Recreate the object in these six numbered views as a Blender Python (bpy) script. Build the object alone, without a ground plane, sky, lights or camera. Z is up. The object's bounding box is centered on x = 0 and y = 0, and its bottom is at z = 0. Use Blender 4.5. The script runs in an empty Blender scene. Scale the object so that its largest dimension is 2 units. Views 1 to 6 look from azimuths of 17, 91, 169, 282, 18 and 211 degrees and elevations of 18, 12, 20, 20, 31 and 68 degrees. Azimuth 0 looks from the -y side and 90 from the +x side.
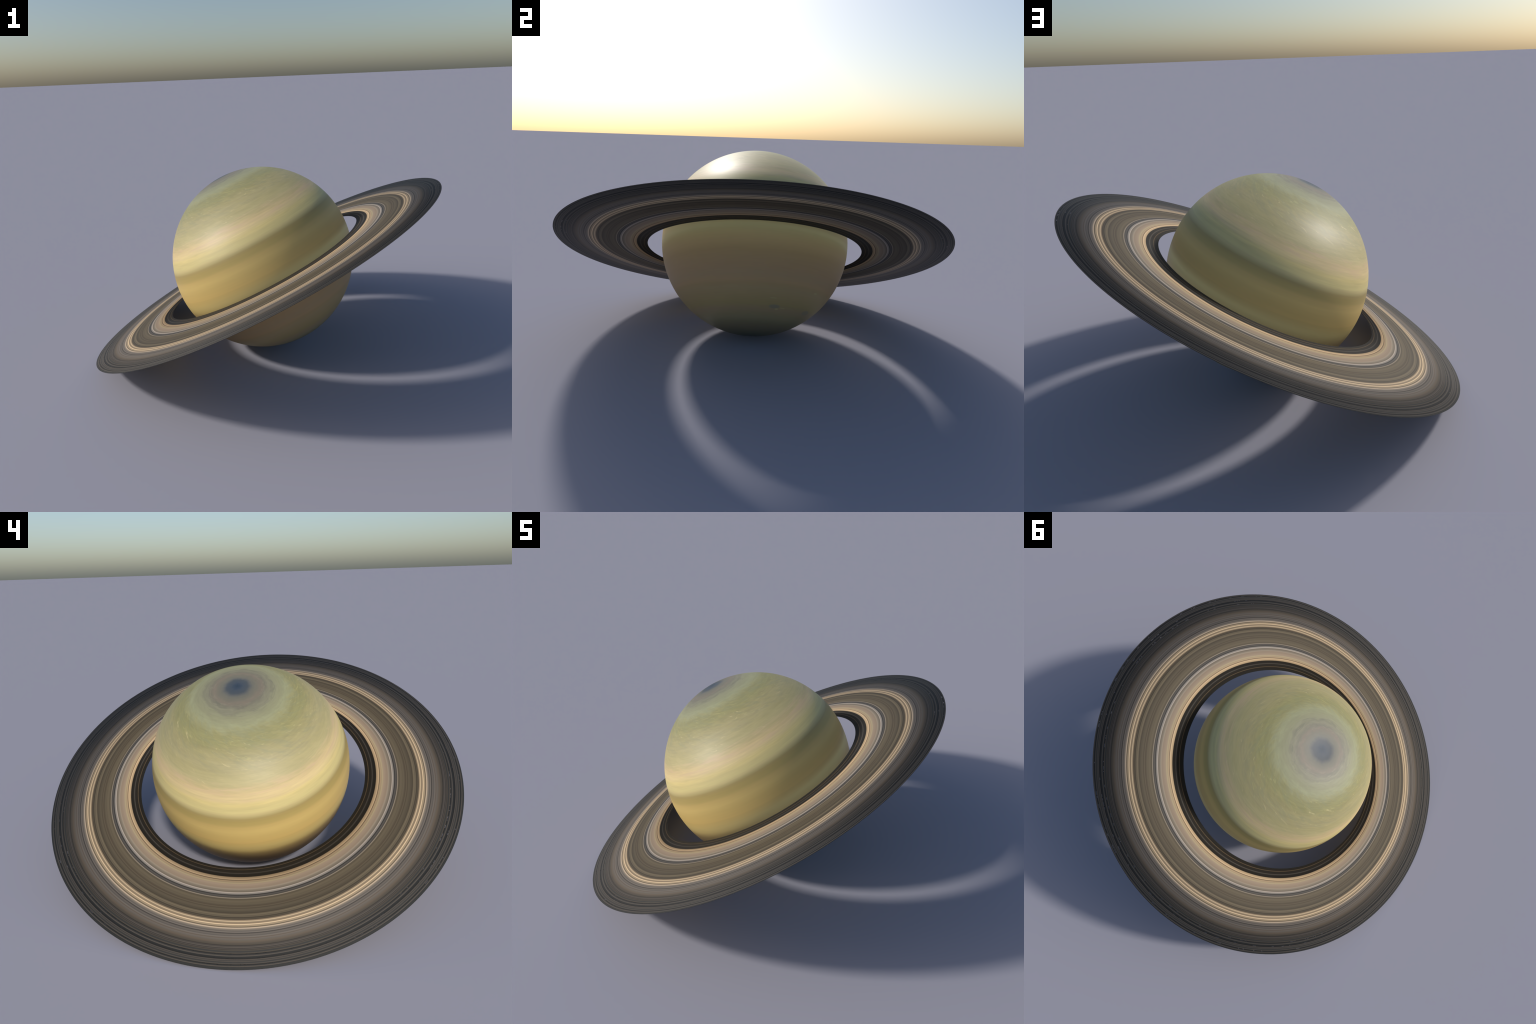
"""A ringed gas giant: a banded, smooth globe leaning 26.7 degrees, circled by a thin
flat ring system made of concentric bands of differently coloured ringlets."""
import math
import random
import bpy
import bmesh
from mathutils import Vector

# ----------------------------------------------------------------------------- sizes
TILT = math.radians(26.72)        # lean of the spin axis towards -x
GLOBE_RADIUS = 0.4814
GLOBE_CENTRE = (-0.0006, 0.0, 0.4977)
RING_CENTRE = (0.0, 0.0, 0.4510)
RING_INNER, RING_OUTER = 0.5553, 1.0
RING_HALF_THICKNESS = 0.0006
RINGLET_SHIFT = (0.0055, 0.0010)  # the ringlet pattern runs slightly off the ring's centre


# ----------------------------------------------------------------------------- node helper
class Graph:
    """Small wrapper that writes node trees as expressions."""

    def __init__(self, name):
        self.material = bpy.data.materials.new(name)
        self.material.use_nodes = True
        self.tree = self.material.node_tree
        self.shader = self.tree.nodes["Principled BSDF"]
        self.coords = self.tree.nodes.new("ShaderNodeTexCoord").outputs["Object"]

    def put(self, socket, value):
        if isinstance(value, bpy.types.NodeSocket):
            self.tree.links.new(value, socket)
        else:
            socket.default_value = value

    def math(self, op, a, b=0.0, c=0.0, clamp=False):
        n = self.tree.nodes.new("ShaderNodeMath")
        n.operation, n.use_clamp = op, clamp
        for socket, value in zip(n.inputs, (a, b, c)):
            self.put(socket, value)
        return n.outputs[0]

    def add(self, a, b):
        return self.math("ADD", a, b)

    def sub(self, a, b):
        return self.math("SUBTRACT", a, b)

    def mul(self, a, b):
        return self.math("MULTIPLY", a, b)

    def div(self, a, b):
        return self.math("DIVIDE", a, b)

    def xyz(self, x, y, z):
        n = self.tree.nodes.new("ShaderNodeCombineXYZ")
        for socket, value in zip(n.inputs, (x, y, z)):
            self.put(socket, value)
        return n.outputs[0]

    def split(self, v):
        n = self.tree.nodes.new("ShaderNodeSeparateXYZ")
        self.put(n.inputs[0], v)
        return n.outputs

    def noise(self, v, scale=1.0, detail=2.0, rough=0.5, distort=0.0, dims="3D"):
        n = self.tree.nodes.new("ShaderNodeTexNoise")
        n.noise_dimensions = dims
        self.put(n.inputs["W" if dims == "1D" else "Vector"], v)
        for key, value in (("Scale", scale), ("Detail", detail), ("Roughness", rough), ("Distortion", distort)):
            self.put(n.inputs[key], value)
        return n.outputs[0]

    def smooth(self, x, lo, hi, to_lo=0.0, to_hi=1.0):
        n = self.tree.nodes.new("ShaderNodeMapRange")
        n.interpolation_type = "SMOOTHSTEP"
        for key, value in (("Value", x), ("From Min", lo), ("From Max", hi), ("To Min", to_lo), ("To Max", to_hi)):
            self.put(n.inputs[key], value)
        return n.outputs[0]

    def band(self, x, a, b, soft):
        """1 between a and b, fading over `soft` on both sides."""
        return self.mul(self.smooth(x, a - soft, a + soft), self.smooth(x, b - soft, b + soft, 1.0, 0.0))

    def mix(self, factor, a, b, blend="MIX"):
        n = self.tree.nodes.new("ShaderNodeMix")
        n.data_type, n.blend_type = "RGBA", blend
        for i, value in ((0, factor), (6, a), (7, b)):
            if isinstance(value, tuple) and len(value) == 3:
                value = (*value, 1.0)
            self.put(n.inputs[i], value)
        return n.outputs[2]

    def ramp(self, x, stops, kind="LINEAR"):
        """stops: (position in the units of x, rgb); at most 32 of them."""
        lo, hi = stops[0][0], stops[-1][0]
        t = self.div(self.sub(x, lo), hi - lo)
        n = self.tree.nodes.new("ShaderNodeValToRGB")
        n.color_ramp.interpolation = kind
        self.put(n.inputs[0], t)
        els = n.color_ramp.elements
        while len(els) < len(stops):
            els.new(0.5)
        for e, (p, rgb) in zip(els, stops):
            e.position = (p - lo) / (hi - lo)
            e.color = (*rgb, 1.0)
        return n.outputs[0]


# ----------------------------------------------------------------------------- globe
# Cloud belts and zones: latitude in degrees -> base colour
NORTH = [
    (0, (.742, .519, .172)), (5, (.710, .509, .172)), (8.5, (.731, .535, .185)), (11.5, (.650, .466, .162)),
    (13.2, (.526, .395, .132)), (15.4, (.462, .347, .116)), (16.9, (.420, .319, .118)), (18.1, (.497, .408, .174)),
    (19.3, (.583, .477, .213)), (20.8, (.649, .549, .236)), (23.1, (.622, .515, .223)), (25.0, (.690, .562, .235)),
    (27.2, (.674, .538, .255)), (28.9, (.679, .530, .263)), (30.7, (.628, .486, .240)), (33.4, (.523, .428, .209)),
    (36.1, (.468, .405, .197)), (40.5, (.429, .371, .176)), (44, (.400, .349, .177)), (47, (.388, .338, .165)),
    (51, (.346, .307, .143)), (55, (.306, .287, .124)), (59.5, (.293, .277, .125)), (62.0, (.322, .311, .158)),
    (64.5, (.328, .330, .188)), (68, (.291, .286, .168)), (70.6, (.279, .275, .168)), (72.0, (.224, .216, .144)),
    (73.4, (.246, .237, .157)), (75.4, (.196, .184, .133)), (77.4, (.218, .184, .138)), (80, (.182, .172, .129)),
]
POLE = [
    (79.5, (.189, .176, .131)), (82.0, (.163, .159, .128)), (83.2, (.123, .127, .118)), (84.6, (.075, .088, .099)),
    (87.0, (.063, .081, .102)), (88.6, (.045, .065, .094)), (90, (.034, .054, .074)),
]
SOUTH = [
    (-90, (.050, .062, .046)), (-82, (.110, .108, .060)), (-74, (.182, .154, .085)), (-68, (.235, .190, .104)),
    (-64, (.270, .230, .118)), (-60, (.335, .276, .143)), (-57, (.360, .284, .140)), (-53, (.405, .290, .150)),
    (-49, (.430, .322, .132)), (-43, (.465, .333, .148)), (-39, (.470, .336, .158)), (-36.4, (.478, .326, .146)),
    (-34.6, (.520, .338, .160)), (-31, (.480, .325, .162)), (-26.5, (.488, .316, .148)), (-22, (.500, .326, .142)),
    (-17.7, (.530, .345, .135)), (-13.5, (.640, .430, .165)), (-9, (.700, .500, .180)), (-6.5, (.700, .520, .184)),
    (-4.2, (.700, .520, .182)), (0, (.700, .490, .162)),
]


def globe_material():
    g = Graph("banded_clouds")
    x, y, z = g.split(g.coords)
    x, y, z = (g.div(c, GLOBE_RADIUS) for c in (x, y, z))
    across = g.math("MAXIMUM", g.math("SQRT", g.add(g.mul(x, x), g.mul(y, y))), 0.001)
    lat = g.mul(g.math("ARCTAN2", z, across), 180 / math.pi)
    cx, cy = g.div(x, across), g.div(y, across)

    def streaks(around, upward, detail, distort=0.0, shear=0.0, seed=0.0, rough=0.55):
        """Noise drawn out along the parallels; shear slants it with latitude."""
        a, b = cx, cy
        if shear:
            turn = g.mul(lat, math.radians(shear))
            co, si = g.math("COSINE", turn), g.math("SINE", turn)
            a, b = g.sub(g.mul(cx, co), g.mul(cy, si)), g.add(g.mul(cx, si), g.mul(cy, co))
        v = g.xyz(g.add(g.mul(a, around), seed), g.mul(b, around), g.mul(lat, upward))
        return g.noise(v, 1.0, detail, rough, distort)

    # belts waver a little; more so in the stormy middle latitudes and round the pole
    storm = g.band(lat, 34, 66, 6)
    polar = g.band(lat, 68, 79, 2)
    calm = g.sub(streaks(2.5, .10, 3), .5)
    eddies = g.sub(streaks(7, .22, 4, 1.0, 2.0, 7), .5)
    ripple = g.sub(streaks(3.0, .30, 2, .6, 0, 23), .5)
    wavered = g.add(lat, g.mul(calm, g.smooth(lat, 18, 40, .5, 2.0)))
    wavered = g.add(wavered, g.mul(g.mul(eddies, storm), 10.0))
    wavered = g.add(wavered, g.mul(g.mul(ripple, polar), 4.5))

    colour = g.ramp(wavered, NORTH)
    colour = g.mix(g.smooth(lat, -.5, .5, 1.0, 0.0), colour, g.ramp(wavered, SOUTH))
    colour = g.mix(g.math("GREATER_THAN", wavered, 79.8), colour, g.ramp(wavered, POLE))

    # long fine streaks along the parallels
    north = g.smooth(lat, 12, 29, .22, 1.0)
    fine = g.sub(streaks(3.5, 1.1, 4, .4, 0, 3, .62), .5)
    wide = g.sub(streaks(2.0, .45, 2, .3, 0, 11), .5)
    tone = g.add(g.mul(fine, .34), g.mul(wide, .22))
    tone = g.add(1.0, g.mul(tone, g.mul(north, g.smooth(lat, 66, 74, 1.0, .45))))
    colour = g.mix(1.0, colour, g.xyz(tone, tone, tone), "MULTIPLY")

    # grey-green and pinkish cloud patches
    patch = streaks(8, .22, 4, .8, 2.5, 31)
    colour = g.mix(g.mul(g.mul(g.smooth(patch, .44, .66), g.band(lat, 43, 66, 6)), .38), colour, (.258, .270, .156))
    golden = streaks(9, .30, 4, 1.0, 3.0, 37)
    colour = g.mix(g.mul(g.mul(g.smooth(golden, .50, .70), g.band(lat, 40, 62, 5)), .45), colour, (.405, .352, .152))
    blush = streaks(3, .5, 3, .3, 0, 41)
    colour = g.mix(g.mul(g.mul(g.smooth(blush, .44, .66), g.band(lat, 27, 35, 3)), .5), colour, (.640, .455, .280))

    # small bright storm clouds: commas and short arcs, gathered in loose trains
    trains = g.smooth(streaks(3.5, .12, 2, .5, 2.0, 47), .42, .60)
    flecks = streaks(11, .42, 3, 1.4, 4.0, 53, .5)
    shine = g.mul(g.mul(g.smooth(flecks, .60, .72), g.band(lat, 42, 63, 4)), trains)
    colour = g.mix(g.mul(shine, .5), colour, (.520, .470, .200))
    specks = streaks(15, .50, 1, .8, 2.5, 61, .4)
    colour = g.mix(g.mul(g.mul(g.smooth(specks, .67, .82), g.band(lat, 32, 58, 4)), .5), colour, (.640, .550, .280))

    # thin rippled cloud lines round the polar cap
    curl = streaks(2.6, .75, 2, .9, 0, 71)
    colour = g.mix(g.mul(g.mul(g.smooth(curl, .50, .68), g.band(lat, 69, 78, 1.5)), .30), colour, (.300, .280, .200))
    curl = streaks(2.4, .65, 2, .9, 0, 79)
    colour = g.mix(g.mul(g.mul(g.smooth(curl, .52, .70), g.band(lat, 69, 77, 1.5)), .30), colour, (.130, .128, .095))

    # southern storms: dark ovals with a bright companion
    lon = g.mul(g.math("ARCTAN2", y, x), 180 / math.pi)

    def oval(at_lat, at_lon, high, wide_):
        u = g.div(g.sub(lon, at_lon), wide_)
        v = g.div(g.sub(lat, at_lat), high)
        return g.smooth(g.math("SQRT", g.add(g.mul(u, u), g.mul(v, v))), .75, 1.15, 1.0, 0.0)

    for at_lat, at_lon, high, wide_, strength, tint in OVALS:
        colour = g.mix(g.mul(oval(at_lat, at_lon, high, wide_), strength), colour, tint)

    g.put(g.shader.inputs["Base Color"], colour)
    g.put(g.shader.inputs["Roughness"], 0.50)
    return g.material


DARK_STORM, BRIGHT_CLOUD = (.235, .235, .175), (.53, .45, .20)
OVALS = [
    (-50.8, 21.7, 1.5, 5.2, .60, DARK_STORM), (-52.6, 24.6, .55, 1.8, .75, BRIGHT_CLOUD),
    (-51.6, 30.0, .40, 2.8, .45, BRIGHT_CLOUD), (-45.0, 18.4, .40, 3.0, .45, BRIGHT_CLOUD),
    (-51.9, 61.9, 1.9, 6.0, .45, DARK_STORM), (-38.2, 53.5, .60, 2.0, .60, BRIGHT_CLOUD),
]


# Cloud tops slope away from the bright belts: latitude -> poleward lean of the normal, in degrees
SLOPES = [(-90, 0), (-60, -3), (-40, -6), (-24, -9), (-15, -12), (-11, -13), (-6, -3), (-2, 0), (6, -2), (14, -3),
          (18, 2), (20.5, 7), (25, 7), (31, 9), (40, 11), (50, 13), (70, 12), (83, 10), (90, 0)]


def cloud_top_normal(co):
    n = co.normalized()
    lat = math.degrees(math.asin(max(-1.0, min(1.0, n.z))))
    for (a, x), (b, y) in zip(SLOPES, SLOPES[1:]):
        if a <= lat <= b:
            t = (lat - a) / (b - a)
            t = t * t * (3 - 2 * t)
            slope = math.radians(x + (y - x) * t)
    east = math.hypot(n.x, n.y)
    if east < 1e-5:
        return tuple(n)
    lat = math.radians(lat) + slope
    return (n.x / east * math.cos(lat), n.y / east * math.cos(lat), math.sin(lat))


# ----------------------------------------------------------------------------- rings
TINT = {
    "tan": (1.0, .72, .43), "cream": (1.0, .75, .46), "olive": (1.0, .79, .48), "rose": (1.0, .75, .52),
    "stone": (1.0, .82, .60), "ash": (1.0, .85, .70), "slate": (1.0, .89, .76), "steel": (1.0, 1.02, .96),
}
# each band: name, then its ringlets as (radius, tint, brightness), from the inside out
BANDS = [
    ("dusky_ring", [
        (.545, "steel", .018), (.5655, "stone", .018), (.5700, "tan", .026), (.5724, "tan", .120), (.5748, "tan", .028),
        (.579, "stone", .022), (.5865, "stone", .024), (.5888, "ash", .060), (.5905, "slate", .090), (.5924, "ash", .040),
        (.597, "stone", .020), (.6066, "stone", .018), (.6082, "tan", .04)]),
    ("tan_ring", [
        (.6082, "tan", .20), (.6092, "tan", .44), (.6120, "tan", .52), (.6167, "tan", .56), (.6200, "tan", .66),
        (.6218, "tan", .45), (.6232, "tan", .10), (.6246, "tan", .20), (.6265, "tan", .38), (.6295, "tan", .43),
        (.6338, "olive", .36), (.6375, "olive", .43), (.6405, "olive", .37), (.6434, "rose", .340), (.6519, "rose", .303),
        (.6613, "rose", .28), (.6655, "stone", .305), (.6707, "stone", .222), (.6740, "stone", .20), (.6780, "stone", .160),
        (.6803, "stone", .20), (.6822, "ash", .43), (.6840, "ash", .38), (.6862, "slate", .25), (.6894, "slate", .255)]),
    ("slate_division", [
        (.6894, "slate", .255), (.6912, "slate", .12), (.6928, "slate", .030), (.6948, "slate", .030), (.6968, "slate", .075),
        (.7007, "slate", .078), (.7028, "slate", .060), (.7042, "slate", .042), (.7056, "stone", .12), (.7076, "stone", .26),
        (.7094, "stone", .20), (.7110, "olive", .11)]),
    ("olive_ring", [
        (.7110, "olive", .11), (.7130, "olive", .092), (.7158, "olive", .096), (.7185, "olive", .118), (.7240, "olive", .124),
        (.7309, "olive", .108), (.7350, "olive", .112), (.7400, "olive", .090), (.7449, "tan", .076), (.7484, "olive", .106),
        (.7510, "olive", .090), (.7534, "tan", .072), (.7560, "olive", .090), (.7588, "olive", .098), (.7677, "olive", .080),
        (.7720, "olive", .072), (.7750, "tan", .056), (.7775, "olive", .095), (.7804, "olive", .134), (.7833, "olive", .146),
        (.7867, "olive", .104), (.7896, "olive", .122), (.7918, "olive", .085), (.7940, "tan", .046), (.7960, "olive", .060),
        (.7978, "olive", .080), (.8000, "olive", .068), (.8017, "tan", .058), (.8032, "tan", .105)]),
    ("cream_ring", [
        (.8032, "tan", .105), (.8051, "tan", .205), (.8075, "cream", .27), (.8092, "cream", .44), (.8104, "cream", .55),
        (.8118, "cream", .46), (.8138, "cream", .26), (.8160, "cream", .25), (.8184, "tan", .22), (.8208, "tan", .32),
        (.8222, "cream", .58), (.8234, "cream", .68), (.8250, "cream", .52), (.8270, "cream", .29), (.8303, "cream", .335),
        (.8324, "cream", .22), (.8345, "olive", .105), (.8362, "olive", .16), (.8378, "rose", .40), (.8394, "rose", .50),
        (.8412, "stone", .34), (.8434, "stone", .20)]),
    ("grey_ring", [
        (.8434, "stone", .20), (.8490, "ash", .138), (.8518, "ash", .098), (.8540, "ash", .125), (.8560, "ash", .150),
        (.8582, "ash", .095), (.8600, "ash", .036), (.8618, "ash", .060), (.8638, "ash", .105), (.8673, "ash", .106),
        (.8703, "slate", .082), (.8722, "ash", .108), (.8747, "ash", .138), (.8775, "ash", .118), (.8801, "rose", .104),
        (.8840, "ash", .124), (.8870, "ash", .112), (.8908, "stone", .106), (.8967, "rose", .098), (.9015, "stone", .073),
        (.9063, "stone", .064), (.9092, "stone", .044)]),
    ("charcoal_ring", [
        (.9092, "stone", .044), (.9106, "ash", .022), (.9130, "ash", .050), (.9159, "ash", .056), (.9192, "ash", .074),
        (.9216, "ash", .028), (.9249, "ash", .062), (.9268, "ash", .032), (.9301, "stone", .056), (.9339, "steel", .032),
        (.9370, "steel", .034), (.9405, "stone", .064), (.9428, "ash", .030), (.9443, "steel", .006), (.9462, "steel", .016),
        (.9480, "steel", .028), (.9505, "ash", .054), (.9526, "ash", .080), (.9548, "steel", .026), (.9570, "steel", .016),
        (.9600, "steel", .014), (.9632, "steel", .008), (.9652, "ash", .040), (.9670, "ash", .072), (.9700, "steel", .032),
        (.9728, "ash", .080)]),
    ("rim_ring", [
        (.9728, "ash", .080), (.9742, "ash", .056), (.9767, "steel", .031), (.9795, "steel", .038), (.9818, "ash", .070),
        (.9838, "ash", .034), (.9858, "steel", .008), (.9874, "steel", .014), (.9895, "steel", .032), (.9912, "ash", .055),
        (.9928, "ash", .086), (.9942, "ash", .050), (.9955, "steel", .024), (.9985, "steel", .026), (1.0100, "steel", .020)]),
]


def ring_material(name, ringlets):
    g = Graph(name)
    x, y, _ = g.split(g.coords)
    x, y = g.sub(x, RINGLET_SHIFT[0]), g.sub(y, RINGLET_SHIFT[1])
    radius = g.math("SQRT", g.add(g.mul(x, x), g.mul(y, y)))
    stops = []
    for i, (r, tint, bright) in enumerate(ringlets):
        if 0 < i < len(ringlets) - 1:             # crisp lines: exaggerate each against its neighbours
            around = math.sqrt(ringlets[i - 1][2] * ringlets[i + 1][2])
            bright *= min(1.3, max(0.6, (bright / around) ** 0.28))
        stops.append((r, tuple(c * bright for c in TINT[tint])))
    colour = g.ramp(radius, stops)
    # innumerable hair-fine ringlets, with the faintest change along each of them
    hair = g.sub(g.noise(radius, 520.0, 3.0, .6, 0.0, "1D"), .5)
    drift = g.sub(g.noise(g.xyz(g.mul(x, 2.0), g.mul(y, 2.0), g.mul(radius, 160.0)), 1.0, 2.0), .5)
    tone = g.add(1.0, g.add(g.mul(hair, .34), g.mul(drift, .14)))
    colour = g.mix(1.0, colour, g.xyz(tone, tone, tone), "MULTIPLY")
    g.put(g.shader.inputs["Base Color"], colour)
    g.put(g.shader.inputs["Roughness"], 0.7)
    g.put(g.shader.inputs["Specular IOR Level"], 0.4)
    return g.material


def lean(radius):
    """Sideways lean of the shading normal: the thin sheet is rounded off towards both rims."""
    if radius < 0.775:
        return -min(1.0, max((0.648 - radius) / 0.046, (0.775 - radius) * 1.1))
    return min(1.0, (radius - 0.775) / 0.155)


# narrow gaps where the sheet is broken into short slots: (radius, width, share that is open)
GAPS = [(.9443, .0009, .26), (.9632, .0008, .18), (.9858, .0009, .26)]


def ring_band(name, inner, outer, closed_in, closed_out, ringlets):
    """Flat annulus of real thickness; its edges follow the off-centre ringlets except at the rims."""
    dice = random.Random(name)
    gaps = [g for g in GAPS if inner < g[0] < outer]
    SEGMENTS = 960 if gaps else 240
    count = max(3, int((outer - inner) / 0.008))
    radii = {inner + (outer - inner) * i / count for i in range(count + 1)}
    radii = {r for r in radii if all(abs(r - g[0]) > .002 for g in gaps)} | {inner, outer}
    radii |= {g[0] + side * g[1] / 2 for g in gaps for side in (-1, 1)}
    radii = sorted(radii)
    steps = len(radii) - 1
    rows = []                                     # (radius, shift factor)
    for r in radii:
        t = (r - inner) / (outer - inner)
        s_in, s_out = (0.0 if closed_in else 1.0), (0.0 if closed_out else 1.0)
        if closed_out and gaps:                   # only the very rim is centred on the globe's ring
            s_out = 1.0 if r < outer - 1e-9 else 0.0
            t = 1.0
        rows.append((r, s_in + (s_out - s_in) * t))
    slots = set()
    for radius, width, share in gaps:
        row = min(range(steps), key=lambda i: abs((radii[i] + radii[i + 1]) / 2 - radius))
        k = 0
        while k < SEGMENTS:
            run = dice.choice((1, 1, 2, 2, 3))
            if dice.random() < share:
                slots |= {(row, k + i) for i in range(run)}
            k += run + 1
    verts, normals, faces = [], [], []
    for side in (1, -1):
        base = len(verts)
        for r, shift in rows:
            for k in range(SEGMENTS):
                a = math.tau * k / SEGMENTS
                px = r * math.cos(a) + RINGLET_SHIFT[0] * shift
                py = r * math.sin(a) + RINGLET_SHIFT[1] * shift
                verts.append((px, py, side * RING_HALF_THICKNESS))
                out = Vector((px, py, 0))
                w = lean(out.length)
                normals.append((out.normalized() * w + Vector((0, 0, side))).normalized())
        for i in range(steps):
            for k in range(SEGMENTS):
                if (i, k) in slots:
                    continue
                j = (k + 1) % SEGMENTS
                f = (base + i * SEGMENTS + k, base + (i + 1) * SEGMENTS + k,
                     base + (i + 1) * SEGMENTS + j, base + i * SEGMENTS + j)
                faces.append(f if side == 1 else f[::-1])
    half = len(verts) // 2
    for wanted, row, flip in ((closed_in, 0, True), (closed_out, steps, False)):
        if wanted:                                # wall of the rim
            for k in range(SEGMENTS):
                j = (k + 1) % SEGMENTS
                t, b = row * SEGMENTS, half + row * SEGMENTS
                f = (t + k, b + k, b + j, t + j)
                faces.append(f[::-1] if flip else f)
    mesh = bpy.data.meshes.new(name)
    mesh.from_pydata(verts, [], faces)
    mesh.polygons.foreach_set("use_smooth", [True] * len(faces))
    mesh.update()
    mesh.normals_split_custom_set_from_vertices([tuple(n) for n in normals])
    mesh.materials.append(ring_material(name, ringlets))
    return mesh


# ----------------------------------------------------------------------------- assembly
def link(name, data, parent=None, location=(0, 0, 0), rotation=(0, 0, 0)):
    obj = bpy.data.objects.new(name, data)
    bpy.context.scene.collection.objects.link(obj)
    obj.parent, obj.location, obj.rotation_euler = parent, location, rotation
    return obj


planet = link("ringed_planet", None)
planet["label"] = "tilted banded golden-green planet with wide flat concentric rings"
planet["category"] = "ringed planet"

mesh = bpy.data.meshes.new("globe")
bm = bmesh.new()
bmesh.ops.create_uvsphere(bm, u_segments=192, v_segments=96, radius=GLOBE_RADIUS)
bm.to_mesh(mesh)
bm.free()
mesh.polygons.foreach_set("use_smooth", [True] * len(mesh.polygons))
mesh.normals_split_custom_set_from_vertices([cloud_top_normal(v.co) for v in mesh.vertices])
mesh.materials.append(globe_material())
link("globe", mesh, planet, GLOBE_CENTRE, (0, -TILT, 0))

rings = link("ring_system", None, planet, RING_CENTRE, (0, -TILT, 0))
for index, (name, ringlets) in enumerate(BANDS):
    first, last = index == 0, index == len(BANDS) - 1
    inner = RING_INNER if first else ringlets[0][0]
    outer = RING_OUTER if last else ringlets[-1][0]
    link(name, ring_band(name, inner, outer, first, last, ringlets), rings)
